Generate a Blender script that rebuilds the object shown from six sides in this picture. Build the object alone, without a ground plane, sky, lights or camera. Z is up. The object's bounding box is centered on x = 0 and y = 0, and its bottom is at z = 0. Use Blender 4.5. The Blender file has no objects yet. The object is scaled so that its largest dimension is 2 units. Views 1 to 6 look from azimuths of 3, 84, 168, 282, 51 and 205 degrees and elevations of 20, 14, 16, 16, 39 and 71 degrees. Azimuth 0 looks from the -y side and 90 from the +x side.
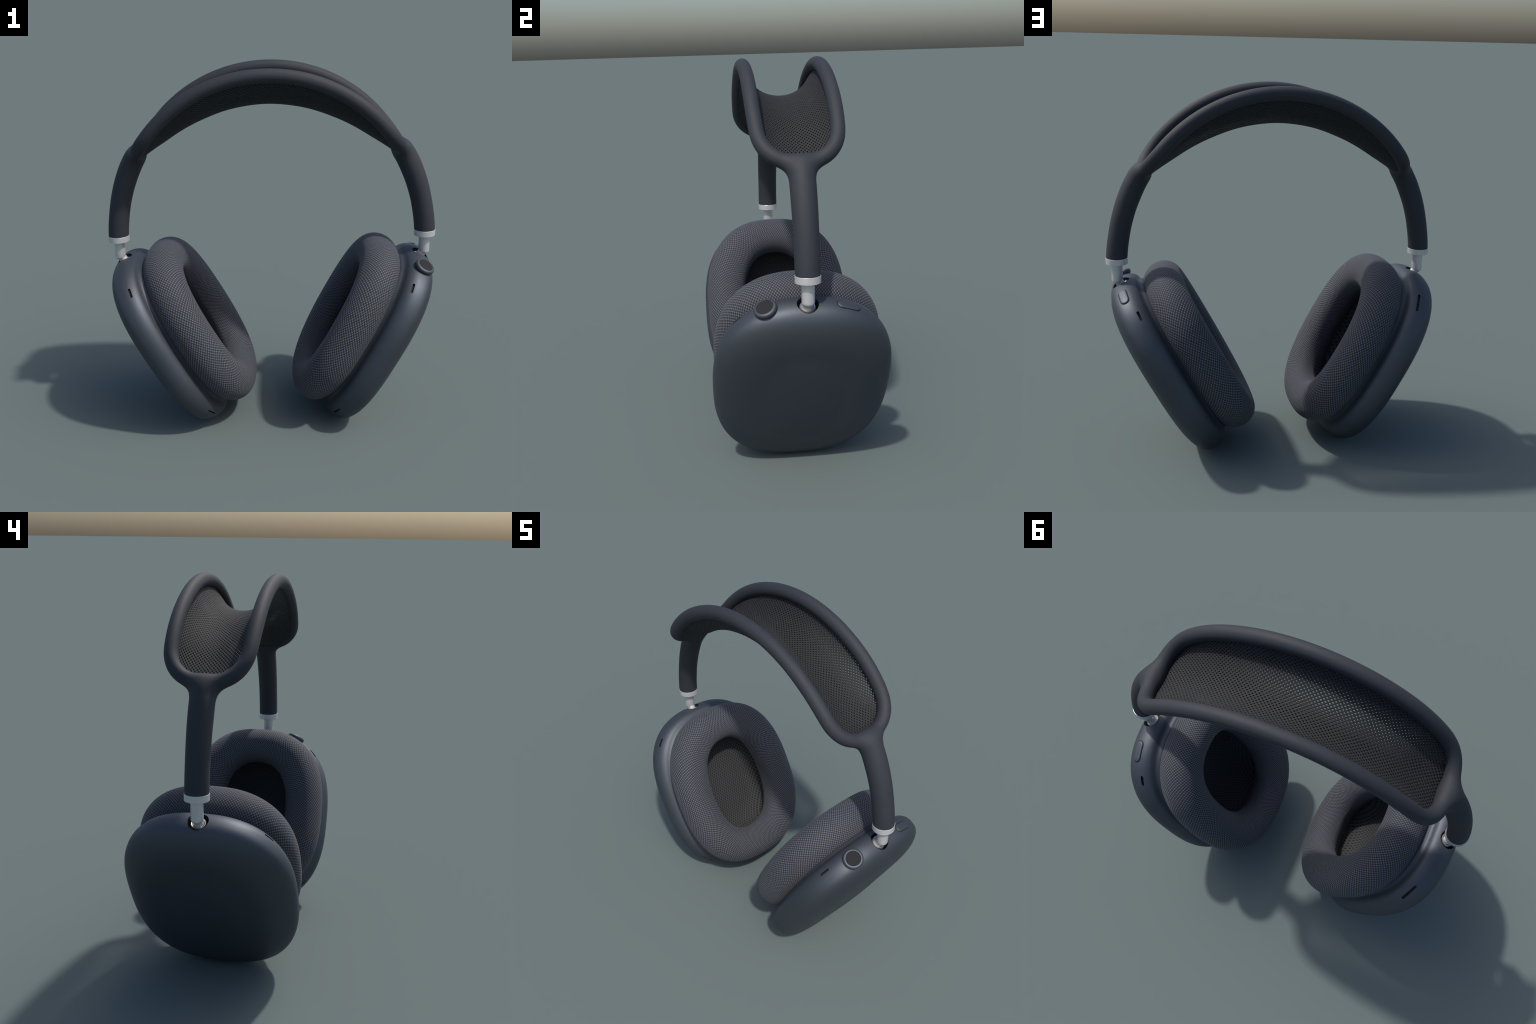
"""Over-ear headphones: knitted cushions in anodised cups, a rubber-coated loop
headband with a sagging perforated canopy, polished telescoping rods."""
import bpy, bmesh, math
import numpy as np
from mathutils import Matrix, Vector
from mathutils.bvhtree import BVHTree

# ------------------------------------------------------------------ sizes (m)
CUP_X, CUP_Z, CUP_TILT = 0.579, 0.4835, math.radians(28.38)   # cup centre and splay
CUP_A, CUP_B, CUP_P, CUP_PU = 0.429, 0.537, 2.64, 2.47                      # outline of the cup shell
OUT_INSET, OUT_DEPTH, OUT_Q, DOME = 0.240, 0.121, 2.30, 0.013  # rounded outer edge, domed face
IN_INSET, IN_DEPTH = 0.072, 0.080                             # rounded inner edge
PAD_A, PAD_B, PAD_P = 0.415, 0.510, 2.47                      # cushion outline
PAD_W, PAD_H = -0.194, 0.107                                  # cushion mid plane, half thickness
HOLE_A, HOLE_B, HOLE_P = 0.195, 0.303, 2.35                   # cushion opening
BAFFLE_W = 0.025                                              # floor of the cup under the speaker cover
BAND_Z = 1.1                                                  # centre of the band's arc


def spow(v, e):
    return np.sign(v) * np.abs(v) ** e


def smooth_curve(pts, n):
    """Catmull-Rom through control points, n samples."""
    p = np.array(pts, float)
    p = np.vstack([2 * p[0] - p[1], p, 2 * p[-1] - p[-2]])
    out = []
    for s in np.linspace(0, len(p) - 3 - 1e-9, n):
        i = int(s); t = s - i
        a, b, c, d = p[i:i + 4]
        out.append(0.5 * (2 * b + (c - a) * t + (2 * a - 5 * b + 4 * c - d) * t * t + (3 * b - a - 3 * c + d) * t ** 3))
    return np.array(out)


# ------------------------------------------------------------------ node help
def new_material(name):
    m = bpy.data.materials.new(name)
    m.use_nodes = True
    nt = m.node_tree
    return m, nt, nt.nodes["Principled BSDF"]


class Graph:
    """Terse builder for math node chains."""
    def __init__(self, nt):
        self.nt = nt

    def node(self, kind, **kw):
        n = self.nt.nodes.new(kind)
        for k, v in kw.items():
            setattr(n, k, v)
        return n

    def m(self, op, *args):
        n = self.node("ShaderNodeMath", operation=op)
        for i, a in enumerate(args):
            if isinstance(a, (int, float)):
                n.inputs[i].default_value = a
            else:
                self.nt.links.new(a, n.inputs[i])
        return n.outputs[0]

    def ramp(self, fac, stops):
        n = self.node("ShaderNodeValToRGB")
        el = n.color_ramp.elements
        while len(el) < len(stops):
            el.new(0.5)
        for e, (pos, col) in zip(el, stops):
            e.position = pos
            e.color = (*col, 1)
        self.nt.links.new(fac, n.inputs[0])
        return n.outputs[0]

    def smooth(self, v, lo, hi):
        n = self.node("ShaderNodeMapRange", interpolation_type="SMOOTHSTEP")
        n.inputs[1].default_value, n.inputs[2].default_value = lo, hi
        self.nt.links.new(v, n.inputs[0])
        return n.outputs[0]

    def noise(self, scale, detail=2.0):
        tc = self.node("ShaderNodeTexCoord")
        n = self.node("ShaderNodeTexNoise")
        n.inputs["Scale"].default_value = scale
        n.inputs["Detail"].default_value = detail
        self.nt.links.new(tc.outputs["Object"], n.inputs["Vector"])
        return n.outputs[0]

    def bump(self, h, bsdf, strength, dist):
        b = self.node("ShaderNodeBump")
        b.inputs["Strength"].default_value = strength
        b.inputs["Distance"].default_value = dist
        self.nt.links.new(h, b.inputs["Height"])
        self.nt.links.new(b.outputs[0], bsdf.inputs["Normal"])


def grained(name, col, rough, metallic=0.0, scale=300, amount=0.06, bump=0.0):
    m, nt, b = new_material(name)
    g = Graph(nt)
    f = g.noise(scale)
    lo = tuple(c * (1 - amount) for c in col)
    hi = tuple(c * (1 + amount) for c in col)
    nt.links.new(g.ramp(f, [(0.3, lo), (0.7, hi)]), b.inputs["Base Color"])
    b.inputs["Roughness"].default_value = rough
    b.inputs["Metallic"].default_value = metallic
    if bump:
        g.bump(f, b, bump, 0.002)
    return m


def knit_material():
    """Staggered pale V stitches on dark yarn, wrapped round the ring of the cushion."""
    m, nt, b = new_material("knit_fabric")
    g = Graph(nt)
    tc = g.node("ShaderNodeTexCoord")
    sep = g.node("ShaderNodeSeparateXYZ")
    nt.links.new(tc.outputs["Object"], sep.inputs[0])
    x, y, z = sep.outputs
    u, v = g.m("DIVIDE", x, PAD_A), g.m("DIVIDE", y, PAD_B)
    theta = g.m("ARCTAN2", v, u)
    # even out stitch spacing on the squarish outline
    theta = g.m("ADD", theta, g.m("MULTIPLY", g.m("SINE", g.m("MULTIPLY", theta, 2.0)), -0.055))
    k = g.m("POWER", g.m("ADD", g.m("POWER", g.m("ABSOLUTE", u), PAD_P), g.m("POWER", g.m("ABSOLUTE", v), PAD_P)), 1 / PAD_P)
    alpha = g.m("ARCTAN2", g.m("DIVIDE", g.m("SUBTRACT", z, PAD_W), PAD_H), g.m("DIVIDE", g.m("SUBTRACT", k, 0.745), 0.255))
    col = g.m("MULTIPLY", theta, 166 / (2 * math.pi))
    row = g.m("MULTIPLY", alpha, 42 / (2 * math.pi))

    def stitch(off):
        fu = g.m("SUBTRACT", g.m("FRACT", g.m("ADD", col, off)), 0.5)
        au = g.m("ABSOLUTE", fu)
        fv = g.m("SUBTRACT", g.m("FRACT", g.m("ADD", row, off)), 0.5)
        # V: height follows |u|
        d = g.m("ABSOLUTE", g.m("ADD", fv, g.m("SUBTRACT", g.m("MULTIPLY", au, 1.9), 0.20)))
        line = g.m("SUBTRACT", 1.0, g.smooth(d, 0.07, 0.23))
        side = g.m("SUBTRACT", 1.0, g.smooth(au, 0.15, 0.27))
        return g.m("MULTIPLY", line, side)
    f = g.m("MAXIMUM", stitch(0.0), stitch(0.5))
    nt.links.new(g.ramp(f, [(0.0, KNIT_DARK), (1.0, KNIT_PALE)]), b.inputs["Base Color"])
    b.inputs["Roughness"].default_value = 0.8
    b.inputs["Sheen Weight"].default_value = 0.05
    b.inputs["Sheen Roughness"].default_value = 0.5
    g.bump(f, b, 0.6, 0.004)
    return m


def lattice_material():
    """Fine knitted speaker cover: grey diamond lattice over dark pores."""
    m, nt, b = new_material("speaker_fabric")
    g = Graph(nt)
    tc = g.node("ShaderNodeTexCoord")
    sep = g.node("ShaderNodeSeparateXYZ")
    nt.links.new(tc.outputs["Object"], sep.inputs[0])
    x, y, _ = sep.outputs
    p = g.m("ADD", g.m("DIVIDE", x, 0.0180), g.m("DIVIDE", y, 0.029))
    q = g.m("SUBTRACT", g.m("DIVIDE", x, 0.0180), g.m("DIVIDE", y, 0.029))

    def cell(s):
        return g.m("ABSOLUTE", g.m("SUBTRACT", g.m("FRACT", s), 0.5))
    pore = g.m("MAXIMUM", cell(p), cell(q))
    f = g.smooth(pore, 0.20, 0.40)
    nt.links.new(g.ramp(f, [(0.0, (0.0055, 0.006, 0.007)), (1.0, (0.037, 0.0395, 0.0435))]), b.inputs["Base Color"])
    b.inputs["Roughness"].default_value = 0.85
    g.bump(f, b, 0.4, 0.002)
    return m


KNIT_DARK, KNIT_PALE = (0.0185, 0.0195, 0.0225), (0.166, 0.184, 0.238)
MAT_SHELL = grained("anodised_shell", (0.086, 0.099, 0.119), 0.57, 0.75, 900, 0.03)
MAT_RUBBER = grained("rubber_coating", (0.0235, 0.0275, 0.036), 0.72, 0.0, 500, 0.04)
MAT_SILVER = grained("brushed_steel", (0.66, 0.66, 0.66), 0.38, 0.45, 200, 0.02)
MAT_BRIGHT = grained("polished_steel", (0.80, 0.79, 0.77), 0.22, 0.9, 200, 0.02)
MAT_DARK = grained("dark_recess", (0.010, 0.010, 0.012), 0.7, 0.0, 200, 0.05)
MAT_CAP = grained("dial_cap", (0.012, 0.0125, 0.014), 0.9, 0.0, 400, 0.05)
MAT_MESH = grained("canopy_fabric", (0.0170, 0.0185, 0.0210), 0.8, 0.0, 700, 0.15)
MAT_KNIT = knit_material()
MAT_SPEAKER = lattice_material()


# ------------------------------------------------------------------ mesh help
def mesh_object(name, verts, faces, mats, parent=None, smooth=True, kind=None):
    me = bpy.data.meshes.new(name)
    me.from_pydata([tuple(map(float, v)) for v in verts], [], [tuple(int(i) for i in f) for f in faces])
    me.update()
    for m in (mats if isinstance(mats, (list, tuple)) else [mats]):
        me.materials.append(m)
    if smooth:
        me.polygons.foreach_set("use_smooth", [True] * len(me.polygons))
    o = bpy.data.objects.new(name, me)
    bpy.context.scene.collection.objects.link(o)
    o.parent = parent
    if kind:
        o["kind"] = kind
    return o


def loft(rings, close_start=True, close_end=True, cyclic=True):
    """Quads between equal rings of points; optional end fans."""
    n = len(rings[0])
    V = np.concatenate(rings)
    F = []
    for r in range(len(rings) - 1):
        for i in range(n if cyclic else n - 1):
            j = (i + 1) % n
            F.append((r * n + i, r * n + j, (r + 1) * n + j, (r + 1) * n + i))
    V = list(map(tuple, V))
    if close_start:
        V.append(tuple(np.mean(rings[0], axis=0))); c = len(V) - 1
        F += [(c, (i + 1) % n, i) for i in range(n)]
    if close_end:
        V.append(tuple(np.mean(rings[-1], axis=0))); c = len(V) - 1
        b = (len(rings) - 1) * n
        F += [(c, b + i, b + (i + 1) % n) for i in range(n)]
    return V, F


def lathe(profile, frame, n=48):
    """Solid of revolution; profile of (radius, height); frame = (origin, axis)."""
    o, ax = np.array(frame[0], float), np.array(frame[1], float)
    ax /= np.linalg.norm(ax)
    h = np.array([0, 1, 0]) if abs(ax[1]) < 0.9 else np.array([1, 0, 0])
    e1 = np.cross(h, ax); e1 /= np.linalg.norm(e1); e2 = np.cross(ax, e1)
    a = np.linspace(0, 2 * np.pi, n, endpoint=False)
    rings = [o + r * (np.cos(a)[:, None] * e1 + np.sin(a)[:, None] * e2) + z * ax for r, z in profile]
    return loft(rings)


def superellipse(a, b, p, n=192, pu=None):
    """|x/a|^pu + |y/b|^p = 1; a lower pu arches the top and bottom more."""
    t = np.linspace(0, 2 * np.pi, n, endpoint=False)
    return np.stack([a * spow(np.cos(t), 2 / (pu or p)), b * spow(np.sin(t), 2 / p)], -1)


def fix_normals(o):
    bm = bmesh.new(); bm.from_mesh(o.data)
    bmesh.ops.recalc_face_normals(bm, faces=bm.faces)
    bm.to_mesh(o.data); bm.free()


# ------------------------------------------------------------------ headband
def rail_rho(phi):
    q = phi * phi
    lift = np.clip((np.degrees(np.abs(phi)) - 46) / 11, 0, 1)      # the fork stands proud where it meets the stem
    return 0.8658 - 0.0388 * q + 0.003 * q * q + 0.005 * lift * lift * (3 - 2 * lift)


# half width of the headband loop against the arc angle (degrees from the top)
LOOP = smooth_curve([(0, .1925), (12, .1920), (24, .1912), (34, .1900), (41, .1865), (46, .1815), (49.3, .171),
                     (52.2, .150), (54.4, .120), (55.8, .085), (56.6, .045), (56.85, 0)], 90)
STEM = smooth_curve([(.8480, 1.080), (.8440, 1.130), (.8365, 1.185), (.820, 1.272), (.7955, 1.360), (.7655, 1.438),
                     (.736, 1.500), (.721, 1.525)], 40)
RAIL_R, RAIL_L, STEM_R = 0.0368, 0.0345, 0.0565


def headband_mesh():
    h = 0.0062
    xs = np.arange(0.5, 155) * h
    ys = np.arange(0.5, 42) * h
    zs = np.arange(1.03, 2.03, h)
    X, Y, Z = np.meshgrid(xs, ys, zs, indexing="ij")
    shape = X.shape
    P = np.stack([X.ravel(), Y.ravel(), Z.ravel()], -1)
    D = np.full(len(P), 0.2)
    rho = np.hypot(P[:, 0], P[:, 2] - BAND_Z)
    near = ((rho > 0.72) & (rho < 0.95)) | ((P[:, 2] < 1.25) & (P[:, 0] > 0.72))
    Q = P[near]
    # rails: distance to the loop, slightly taller (radially) than wide
    phi = np.radians(LOOP[:, 0])
    rr = rail_rho(phi)
    C = np.stack([rr * np.sin(phi), LOOP[:, 1], BAND_Z + rr * np.cos(phi)], -1)
    rad = np.stack([Q[:, 0], 0 * Q[:, 0], Q[:, 2] - BAND_Z], -1)
    rad /= np.linalg.norm(rad, axis=1)[:, None]
    best = np.full(len(Q), 9.0)
    for a, b in zip(C[:-1], C[1:]):
        ab = b - a
        t = np.clip(((Q - a) @ ab) / (ab @ ab), 0, 1)
        d = Q - a - t[:, None] * ab
        dr = (d * rad).sum(1)
        dl2 = np.maximum((d * d).sum(1) - dr * dr, 0)
        best = np.minimum(best, (dr / RAIL_R) ** 2 + dl2 / RAIL_L ** 2)
    d_rail = (np.sqrt(best) - 1) * 0.5 * (RAIL_R + RAIL_L)
    # stem
    S = np.stack([STEM[:, 0], 0 * STEM[:, 0], STEM[:, 1]], -1)
    best = np.full(len(Q), 9.0)
    m = len(S) - 1
    for i in range(m):
        a, b = S[i], S[i + 1]
        ab = b - a
        t = np.clip(((Q - a) @ ab) / (ab @ ab), 0, 1)
        d = np.linalg.norm(Q - a - t[:, None] * ab, axis=1)
        f = (i + t) / m
        best = np.minimum(best, d - (STEM_R + 0.0025 * np.clip((f - 0.4) / 0.3, 0, 1) - 0.014 * np.clip((f - 0.8) / 0.2, 0, 1) ** 1.5))
    d_stem = np.maximum(best, 1.084 - Q[:, 2])           # flat lower end
    k = 0.070
    hh = np.clip(0.5 + 0.5 * (d_stem - d_rail) / k, 0, 1)
    D[near] = d_stem * (1 - hh) + d_rail * hh - k * hh * (1 - hh)
    D = D.reshape(shape)
    # mirror to all four quarters
    D = np.concatenate([D[::-1], D], 0)
    D = np.concatenate([D[:, ::-1], D], 1)
    gx = np.concatenate([-xs[::-1], xs]); gy = np.concatenate([-ys[::-1], ys]); gz = zs
    # surface nets
    neg = D < 0
    nx, ny, nz = D.shape
    cell = np.zeros((nx - 1, ny - 1, nz - 1), int)
    for a in (0, 1):
        for b in (0, 1):
            for c in (0, 1):
                cell += neg[a:nx - 1 + a, b:ny - 1 + b, c:nz - 1 + c]
    act = np.argwhere((cell > 0) & (cell < 8))
    idx = -np.ones(cell.shape, int)
    idx[tuple(act.T)] = np.arange(len(act))
    acc = np.zeros((len(act), 3)); cnt = np.zeros(len(act))
    corners = [(a, b, c) for a in (0, 1) for b in (0, 1) for c in (0, 1)]
    for p in corners:
        for ax in range(3):
            if p[ax]:
                continue
            q = list(p); q[ax] = 1
            da = D[tuple((act + p).T)]; db = D[tuple((act + q).T)]
            s = (da < 0) != (db < 0)
            t = da[s] / (da[s] - db[s])
            pos = np.tile(np.array(p, float), (s.sum(), 1)); pos[:, ax] += t
            acc[s] += pos; cnt[s] += 1
    loc = act + acc / cnt[:, None]
    V = np.stack([gx[0] + loc[:, 0] * h, gy[0] + loc[:, 1] * h, gz[0] + loc[:, 2] * h], -1)
    F = []
    for ax in range(3):
        o1, o2 = [(1, 2), (2, 0), (0, 1)][ax]
        sl0 = [slice(None)] * 3; sl1 = [slice(None)] * 3
        sl0[ax] = slice(0, -1); sl1[ax] = slice(1, None)
        e = np.argwhere(neg[tuple(sl0)] != neg[tuple(sl1)])
        e = e[(e[:, o1] > 0) & (e[:, o2] > 0) & (e[:, o1] < D.shape[o1] - 1) & (e[:, o2] < D.shape[o2] - 1)]
        flip = ~neg[tuple(e.T)]
        u = np.zeros(3, int); u[o1] = 1
        w = np.zeros(3, int); w[o2] = 1
        quad = np.stack([idx[tuple(c.T)] for c in (e - u - w, e - w, e, e - u)], -1)
        quad[flip] = quad[flip][:, ::-1]
        F.append(quad)
    F = np.concatenate(F)
    # relax the grid steps, keeping the flat lower ends crisp
    E = np.concatenate([F[:, [i, (i + 1) % 4]] for i in range(4)])
    E = np.concatenate([E, E[:, ::-1]])
    keep = V[:, 2] < 1.084 + 1.2 * h
    deg = np.bincount(E[:, 0], minlength=len(V))
    for step in (0.6, -0.61, 0.6, -0.61, 0.6, -0.61, 0.4):
        s = np.stack([np.bincount(E[:, 0], weights=V[E[:, 1], c], minlength=len(V)) for c in range(3)], -1) / deg[:, None]
        V2 = V + step * (s - V)
        V2[keep] = V[keep]
        V = V2
    return V, F


# ------------------------------------------------------------------ canopy
CANOPY_RHO = smooth_curve([(0, .703), (9, .7035), (17, .707), (26, .7125), (33, .722), (40, .735), (46, .750),
                           (51, .770), (55, .789), (58, .800)], 80)


def canopy_point(phi, y):
    """Sagging sheet slung between the rails."""
    a = np.degrees(np.abs(phi))
    half = np.maximum(np.interp(a, LOOP[:, 0], LOOP[:, 1]), 0.02)
    mid = np.interp(a, CANOPY_RHO[:, 0], CANOPY_RHO[:, 1])
    edge = rail_rho(phi) - 0.024 - 0.010 * np.clip((a - 46) / 10, 0, 1)
    t = np.clip(np.abs(y) / half, 0, 1.02)
    flat = np.clip((a - 15) / 25, 0, 1)                     # tauter towards the fork
    sag = (1 - flat) * (0.64 * t ** 2 + 0.36 * t ** 5) + flat * (0.80 * t ** 1.8 + 0.20 * t ** 5)
    rho = mid + 0.002 + (edge - mid) * sag
    return np.stack([rho * np.sin(phi), y, BAND_Z + rho * np.cos(phi)], -1)


def canopy_layer(offset):
    """Perforated knit: hexagonal cells in staggered rows, each with an open eye."""
    du, dv = 0.0220, 0.0090
    R = 0.78
    yy = np.linspace(0, 0.20, 200)
    p0 = canopy_point(np.zeros(200), yy)
    arc = np.concatenate([[0], np.cumsum(np.linalg.norm(np.diff(p0, axis=0), axis=1))])
    ncol = int(math.radians(58) * R / du) + 1
    nrow = int(arc[-1] / dv) + 1
    hexo = np.array([(0, 2 / 3), (.5, 1 / 3), (.5, -1 / 3), (0, -2 / 3), (-.5, -1 / 3), (-.5, 1 / 3)]) * (du, dv)
    an = np.radians([90, 30, -30, -90, -150, 150])
    eye = np.stack([0.0050 * np.cos(an), 0.0030 * np.sin(an)], -1)
    key, U, W, F = {}, [], [], []

    def vert(u, w, shared):
        k = (round(u, 5), round(w, 5)) if shared else None
        if shared and k in key:
            return key[k]
        U.append(u); W.append(w)
        if shared:
            key[k] = len(U) - 1
        return len(U) - 1
    for r in range(-nrow, nrow + 1):
        w0 = r * dv
        y0 = np.interp(abs(w0), arc, yy)
        for c in range(-ncol, ncol + 1):
            u0 = (c + 0.5 * (r % 2)) * du
            a = math.degrees(abs(u0) / R)
            if a > 56.8 or y0 > np.interp(a, LOOP[:, 0], LOOP[:, 1]) + 0.002:
                continue
            o = [vert(u0 + p, w0 + q, True) for p, q in hexo]
            i = [vert(u0 + p, w0 + q, False) for p, q in eye]
            F += [(o[j], o[(j + 1) % 6], i[(j + 1) % 6], i[j]) for j in range(6)]
    U = np.array(U); W = np.array(W)
    phi = U / R
    y = np.sign(W) * np.interp(np.abs(W), arc, yy)
    P = canopy_point(phi, y)
    e = 1e-4
    n = np.cross(canopy_point(phi + e, y) - P, canopy_point(phi, y + e) - P)
    n /= np.linalg.norm(n, axis=1)[:, None]
    n *= np.sign((n * np.stack([np.sin(phi), 0 * phi, np.cos(phi)], -1)).sum(1))[:, None]
    return P + offset * n, F


# ------------------------------------------------------------------ ear cup
def shell_rings():
    rings = []

    def ring(inset, w, along=None):
        k = min(max(w / 0.06, 0), 1)
        r = superellipse(CUP_A - inset, CUP_B - (inset if along is None else along), CUP_P, pu=CUP_PU + (CUP_P - CUP_PU) * k * k * (3 - 2 * k))
        rings.append(np.column_stack([r, np.full(len(r), w)]))

    for f in (0.06, 0.2, 0.36, 0.52, 0.66, 0.8, 0.9):
        r = f * superellipse(CUP_A - OUT_INSET, CUP_B - OUT_INSET, 2 + (CUP_P - 2) * f)
        rings.append(np.column_stack([r, np.full(len(r), OUT_DEPTH + DOME * (1 - f * f))]))
    for an in np.linspace(np.pi / 2, 0, 22):
        ins = OUT_INSET * (1 - max(math.cos(an), 0) ** (2 / OUT_Q))
        ring(ins, OUT_DEPTH * math.sin(an) ** (2 / OUT_Q))
    for an in np.radians(np.linspace(0, 64, 12))[1:]:
        ring(IN_INSET * (1 - math.cos(an)), -IN_DEPTH * math.sin(an), 0.058 * (1 - math.cos(an)))
    # neck that carries the cushion (narrower across than it is tall), then the well down to the speaker
    for across, along, w in ((0.051, 0.043, -0.0755), (0.060, 0.050, -0.0785), (0.069, 0.057, -0.0825), (0.076, 0.062, -0.089),
                             (0.081, 0.066, -0.098), (0.090, 0.075, -0.106), (0.104, 0.095, -0.106), (0.116, 0.116, -0.098),
                             (0.125, 0.125, -0.060), (0.128, 0.128, -0.020), (0.130, 0.130, BAFFLE_W), (0.18, 0.18, BAFFLE_W),
                             (0.25, 0.25, BAFFLE_W), (0.33, 0.33, BAFFLE_W)):
        r = superellipse(CUP_A - across, CUP_B - along, CUP_P, pu=CUP_PU)
        rings.append(np.column_stack([r, np.full(len(r), w)]))
    return rings


def outline_frame(y, w):
    """Point on the rim of the shell at given y (upper half), its outward normal and tangent."""
    t = CUP_B * (1 - (abs(y) / CUP_A) ** CUP_PU) ** (1 / CUP_P)
    if w < 0:
        t -= IN_INSET * (1 - math.sqrt(1 - (w / IN_DEPTH) ** 2))
    g = np.array([math.copysign(CUP_PU / CUP_P * (abs(y) / CUP_A) ** (CUP_PU - 1) / CUP_A, y), (t / CUP_B) ** (CUP_P - 1) / CUP_B, 0])
    n = g / np.linalg.norm(g)
    if w < 0:
        n = n + np.array([0, 0, w / IN_DEPTH * 1.0]); n /= np.linalg.norm(n)
    tan = np.cross(n, [0, 0, 1.0]); tan /= np.linalg.norm(tan)
    return np.array([y, t, w]), n, tan


def pill_outline(length, width, n=10):
    r = width / 2
    s = length / 2 - r
    a = np.linspace(-np.pi / 2, np.pi / 2, n)
    right = np.stack([s + r * np.cos(a), r * np.sin(a)], -1)
    return np.concatenate([right, -right])


def pill_prism(c, n, tan, length, width, lo, hi):
    bi = np.cross(n, tan)
    o = pill_outline(length, width)
    base = c + o[:, :1] * tan + o[:, 1:] * bi
    return loft([base + n * lo, base + n * hi])


def cut_shell(shell, cutters):
    """Boolean the recesses out, then restore the smooth shading of the uncut surface."""
    me0 = shell.data.copy()
    bm0 = bmesh.new(); bm0.from_mesh(me0); bmesh.ops.triangulate(bm0, faces=bm0.faces)
    bm0.normal_update(); bm0.faces.ensure_lookup_table()
    tree = BVHTree.FromBMesh(bm0)
    V, F = [], []
    for cv, cf in cutters:
        b = len(V); V += list(cv); F += [tuple(i + b for i in f) for f in cf]
    cut = mesh_object("cutter", V, F, MAT_DARK, smooth=False)
    fix_normals(cut)
    mod = shell.modifiers.new("recess", "BOOLEAN")
    mod.operation, mod.solver, mod.object = "DIFFERENCE", "EXACT", cut
    dg = bpy.context.evaluated_depsgraph_get()
    me = bpy.data.meshes.new_from_object(shell.evaluated_get(dg))
    shell.modifiers.clear()
    bpy.data.objects.remove(cut)
    bm = bmesh.new(); bm.from_mesh(me); bmesh.ops.triangulate(bm, faces=bm.faces); bm.to_mesh(me); bm.free()
    me.materials.clear(); me.materials.append(MAT_SHELL); me.materials.append(MAT_DARK)
    normals = [Vector((0, 0, 1))] * len(me.loops)
    for p in me.polygons:
        near = tree.find_nearest(p.center)
        inside = near[3] > 4e-4 and p.normal.dot(near[1]) < 0.985
        inside = inside or near[3] > 2.5e-3
        p.material_index = 1 if inside else 0
        p.use_smooth = True
        for li in p.loop_indices:
            if inside:
                normals[li] = p.normal.copy(); continue
            co = me.vertices[me.loops[li].vertex_index].co
            loc, nrm, fi, _ = tree.find_nearest(co)
            f = bm0.faces[fi]
            a, b, c = (v.co for v in f.verts)
            w = barycentric(loc, a, b, c)
            nn = sum((v.normal * wi for v, wi in zip(f.verts, w)), Vector())
            normals[li] = nn.normalized()
    me.normals_split_custom_set(normals)
    bm0.free()
    shell.data = me
    return shell


def barycentric(p, a, b, c):
    v0, v1, v2 = b - a, c - a, p - a
    d00, d01, d11, d20, d21 = v0.dot(v0), v0.dot(v1), v1.dot(v1), v2.dot(v0), v2.dot(v1)
    den = d00 * d11 - d01 * d01
    if abs(den) < 1e-18:
        return (1, 0, 0)
    v = (d11 * d20 - d01 * d21) / den
    w = (d00 * d21 - d01 * d20) / den
    return (1 - v - w, v, w)


def conformal_pill(tree, c, n, tan, length, width, height):
    """Raised button that follows the shell: ray-cast a pill grid onto the surface."""
    bi = np.cross(n, tan)
    rings = []
    for f, hgt in ((1.0, -0.006), (1.0, 0.45 * height), (0.96, 0.75 * height), (0.88, 0.94 * height), (0.75, height), (0.5, height), (0.22, height)):
        s = 1 - (1 - f) * width / length
        o = pill_outline(length, width) * (s, f)
        pts = []
        for p, q in o:
            start = Vector(c + p * tan + q * bi + n * 0.1)
            hit, nn, _, _ = tree.ray_cast(start, Vector(-n))
            pts.append(np.array(hit) + n * hgt)
        rings.append(np.array(pts))
    return loft(rings)


def cushion_mesh():
    """Ring whose section is fuller and squarer at the front, tapering back to its mount."""
    N, M = 200, 64
    out = superellipse(PAD_A, PAD_B, PAD_P, N)
    hol = superellipse(HOLE_A, HOLE_B, HOLE_P, N)
    mid = 0.45                                   # crest of the ring, from the outer edge inwards
    rings = []
    for al in np.linspace(0, 2 * np.pi, M, endpoint=False):
        c, sn = math.cos(al), math.sin(al)       # sn > 0: front of the pad
        q = (2.0 if c > 0 else 2.45) if sn > 0 else (1.95 if c > 0 else 1.55)
        r = float(spow(c, 2 / q)); h = float(spow(sn, 2 / q))
        f = mid * (1 - r) if r > 0 else mid - (1 - mid) * r
        xy = out * (1 - f) + hol * f
        rings.append(np.column_stack([xy, np.full(N, PAD_W - PAD_H * h)]))
    return loft(rings + [rings[0]], False, False)


def cover_depth(x, f):
    """Speaker cover: a barely slanted floor with a steep turned-up edge."""
    floor = -0.006 + 0.02 * x
    return floor - (floor + 0.112) * f ** 8


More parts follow.
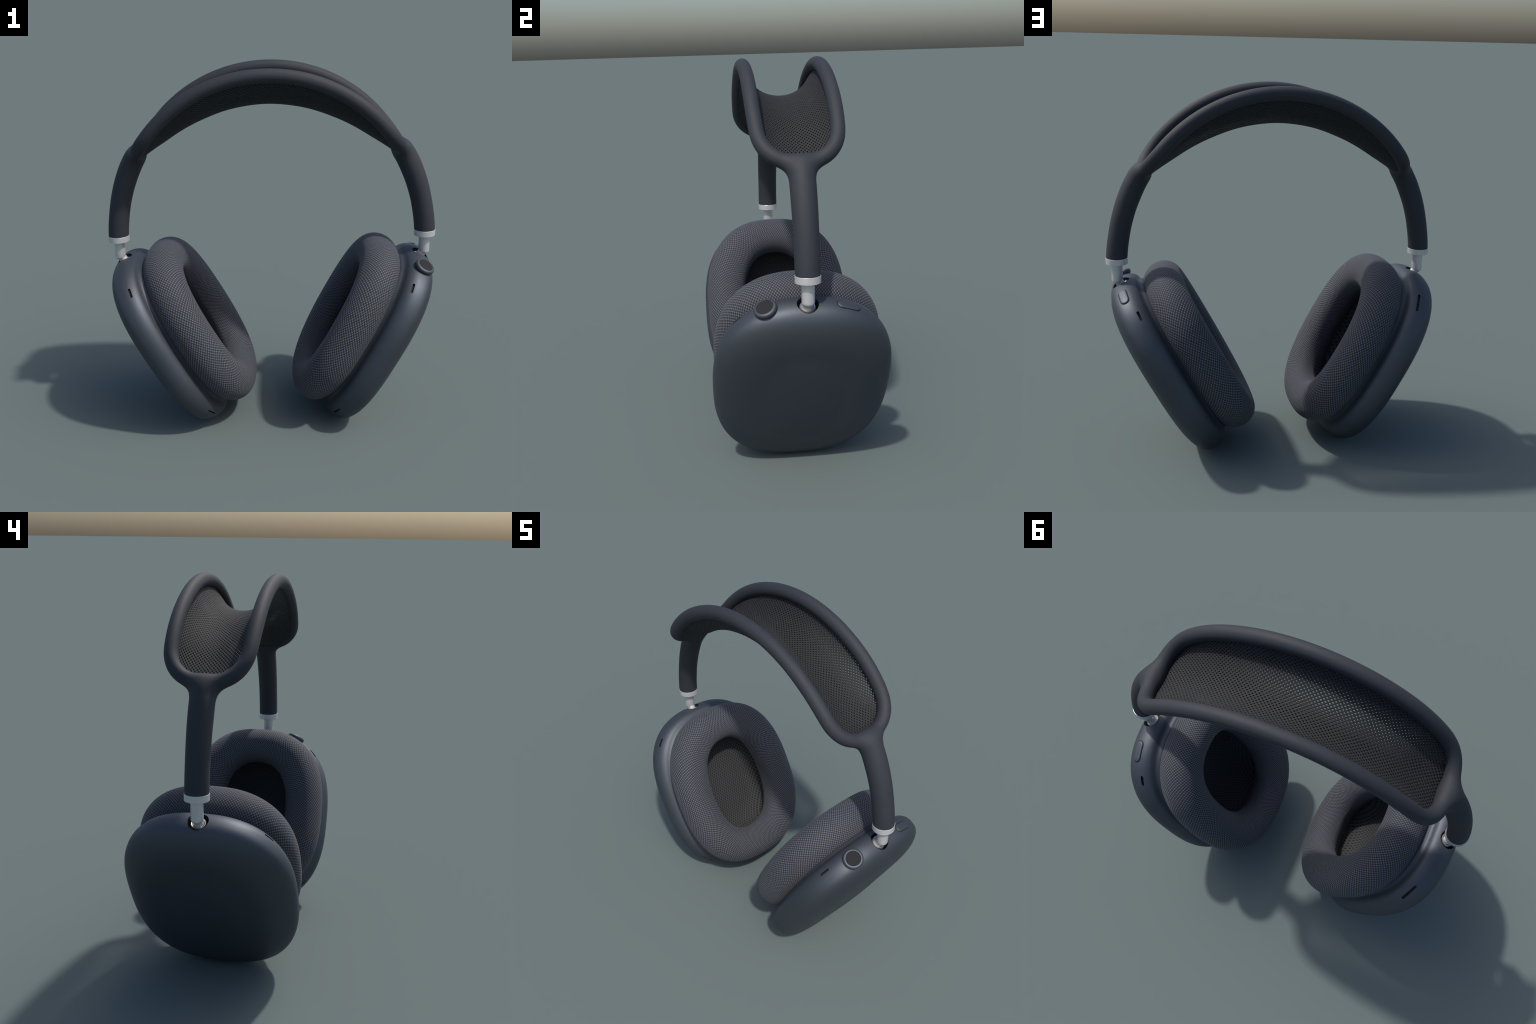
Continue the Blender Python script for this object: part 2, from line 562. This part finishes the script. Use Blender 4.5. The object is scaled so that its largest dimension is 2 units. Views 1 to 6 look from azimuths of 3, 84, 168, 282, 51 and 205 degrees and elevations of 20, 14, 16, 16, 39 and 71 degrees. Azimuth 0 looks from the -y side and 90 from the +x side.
def build_cup(root, side):
    frame = Matrix(((0, math.sin(CUP_TILT) * side, math.cos(CUP_TILT) * side),
                    (side, 0, 0),
                    (0, math.cos(CUP_TILT), -math.sin(CUP_TILT)))).to_4x4()
    frame.translation = (CUP_X * side, 0, CUP_Z)
    V, F = loft(shell_rings())
    shell = mesh_object("ear_cup", V, F, MAT_SHELL, root)
    fix_normals(shell)
    bm = bmesh.new(); bm.from_mesh(shell.data)
    tree = BVHTree.FromBMesh(bm); bm.free()

    # recesses: microphone slots round the rim and the socket for the rod
    cutters = []
    slots = []
    for y in (-0.312, 0.312):
        long_slot = side < 0 and y < 0          # local y is flipped on this cup
        for flip in (1, -1):
            if flip < 0 and y * side > 0:      # the lower rim has its slot at the front only
                continue
            c, n, t = outline_frame(y, -0.037)
            c, n, t = c * (1, flip, 1), n * (1, flip, 1), t * (1, flip, 1)
            hit = tree.ray_cast(Vector(c + 0.05 * n), Vector(-n))[0]
            L = 0.106 if (long_slot and flip > 0) else 0.056 if flip > 0 else 0.080
            cutters.append(pill_prism(np.array(hit), n, t, L, 0.0135 if flip > 0 else 0.008, -0.014, 0.02))
    cutters.append(lathe([(0.049, -0.075), (0.049, 0.05)], ((0, CUP_B, 0.0), (0, 1, 0)), 40))
    if side > 0:
        cb, nb, tb = outline_frame(0.187, -0.001)
        cutters.append(pill_prism(cb, nb, tb, 0.119, 0.051, -0.006, 0.03))
    cut_shell(shell, cutters)
    shell.matrix_world = frame

    def child(name, VF, mat, **kw):
        o = mesh_object(name, VF[0], VF[1], mat, None, **kw)
        fix_normals(o)
        o.parent = shell
        return o

    child("ear_cushion", cushion_mesh(), MAT_KNIT)
    # shallow dished speaker cover
    base = superellipse(0.268, 0.375, 2.5, 96)
    rings = [np.column_stack([base * f, cover_depth(base[:, 0] * f, f)]) for f in (1, .99, .975, .96, .94, .915, .885, .85, .8, .7, .6, .5, .4, .3, .2, .1)]
    child("speaker_cover", loft(rings, False, True), MAT_SPEAKER)
    if side > 0:        # dark oval sensor window lying on the fabric
        oval = superellipse(0.020, 0.050, 2.0, 32)

        def on_cover(p, lift):
            return np.column_stack([p[:, 0], p[:, 1], cover_depth(p[:, 0], np.hypot(p[:, 0] / 0.268, p[:, 1] / 0.375)) - lift])
        child("sensor_window", loft([on_cover(oval * f + (-0.215, -0.015), h) for f, h in ((1.05, -0.006), (1.0, 0.003), (0.85, 0.005), (0.4, 0.005))]), MAT_DARK)

    # ball joint in the socket
    sock = (0, CUP_B, 0.0)
    child("joint_ring", lathe([(0.020, -0.060), (0.034, -0.058), (0.0390, -0.041), (0.0385, -0.026), (0.034, -0.018), (0.029, -0.021), (0.024, -0.033)], (sock, (0, 1, 0)), 40), MAT_BRIGHT)
    if side > 0:
        c, n, t = outline_frame(-0.184, -0.001)
        c = c - 0.0125 * n
        dial = [(0.044, -0.015), (0.0455, 0.004), (0.0525, 0.012), (0.0540, 0.018), (0.0535, 0.025), (0.0505, 0.0305), (0.0455, 0.0330), (0.0405, 0.0330), (0.0398, 0.0318)]
        child("volume_dial", lathe(dial, (c, n), 56), MAT_SHELL)
        child("dial_cap", lathe([(0.0400, 0.026), (0.0397, 0.0325), (0.038, 0.0334), (0.02, 0.0336)], (c, n), 56), MAT_CAP)
        child("control_button", conformal_pill(tree, cb, nb, tb, 0.113, 0.045, 0.0065), MAT_SHELL)
    return shell


# ------------------------------------------------------------------ assembly
root = bpy.data.objects.new("headphones", None)
bpy.context.scene.collection.objects.link(root)
root["label"] = "dark grey over-ear headphones with knitted cushions and mesh headband"
root["category"] = "headphones"

V, F = headband_mesh()
band = mesh_object("headband", V, F, MAT_RUBBER, root)
fix_normals(band)

for off in (0.0042, -0.0042):
    V, F = canopy_layer(off)
    sheet = mesh_object("canopy_mesh", V, F, MAT_MESH, band, kind="stuff")
    fix_normals(sheet)
    s = sheet.modifiers.new("thickness", "SOLIDIFY")
    s.thickness, s.offset = 0.0022, 0

for side in (1, -1):
    cup = build_cup(root, side)
    x = 0.848 * side
    V, F = lathe([(0.050, 0.0), (0.0568, 0.0), (0.0580, 0.0015), (0.0580, 0.032), (0.0574, 0.033), (0.050, 0.033)], ((x, 0, 1.0575), (0, 0, 1)), 48)
    collar = mesh_object("band_collar", V, F, MAT_SILVER, root); fix_normals(collar)
    # rod: straight tube with rounded foot, and the neck that leans into the cup
    a = np.linspace(-np.pi / 2, 0, 8)
    prof = [(0.010 + 0.0195 * math.cos(t), 0.0195 * math.sin(t)) for t in a] + [(0.0295, 0.1)]
    V, F = lathe(prof, ((x, 0, 0.967), (0, 0, 1)), 40)
    rod = mesh_object("telescoping_rod", V, F, MAT_SILVER, root); fix_normals(rod)
    foot = np.array([CUP_X * side, 0, CUP_Z]) + (CUP_B - 0.045) * np.array([math.sin(CUP_TILT) * side, 0, math.cos(CUP_TILT)])
    top = np.array([x, 0, 0.972])
    d = top - foot
    V, F = lathe([(0.0235, 0), (0.0235, np.linalg.norm(d))], (foot, d), 32)
    neck = mesh_object("joint_neck", V, F, MAT_SILVER, rod); fix_normals(neck)
    for o in (collar, rod, neck):
        o.data.set_sharp_from_angle(angle=math.radians(24))
for o in bpy.data.objects:
    if o.type == "MESH" and o.name.split(".")[0] in ("volume_dial", "dial_cap", "joint_ring", "control_button"):
        o.data.set_sharp_from_angle(angle=math.radians(50))
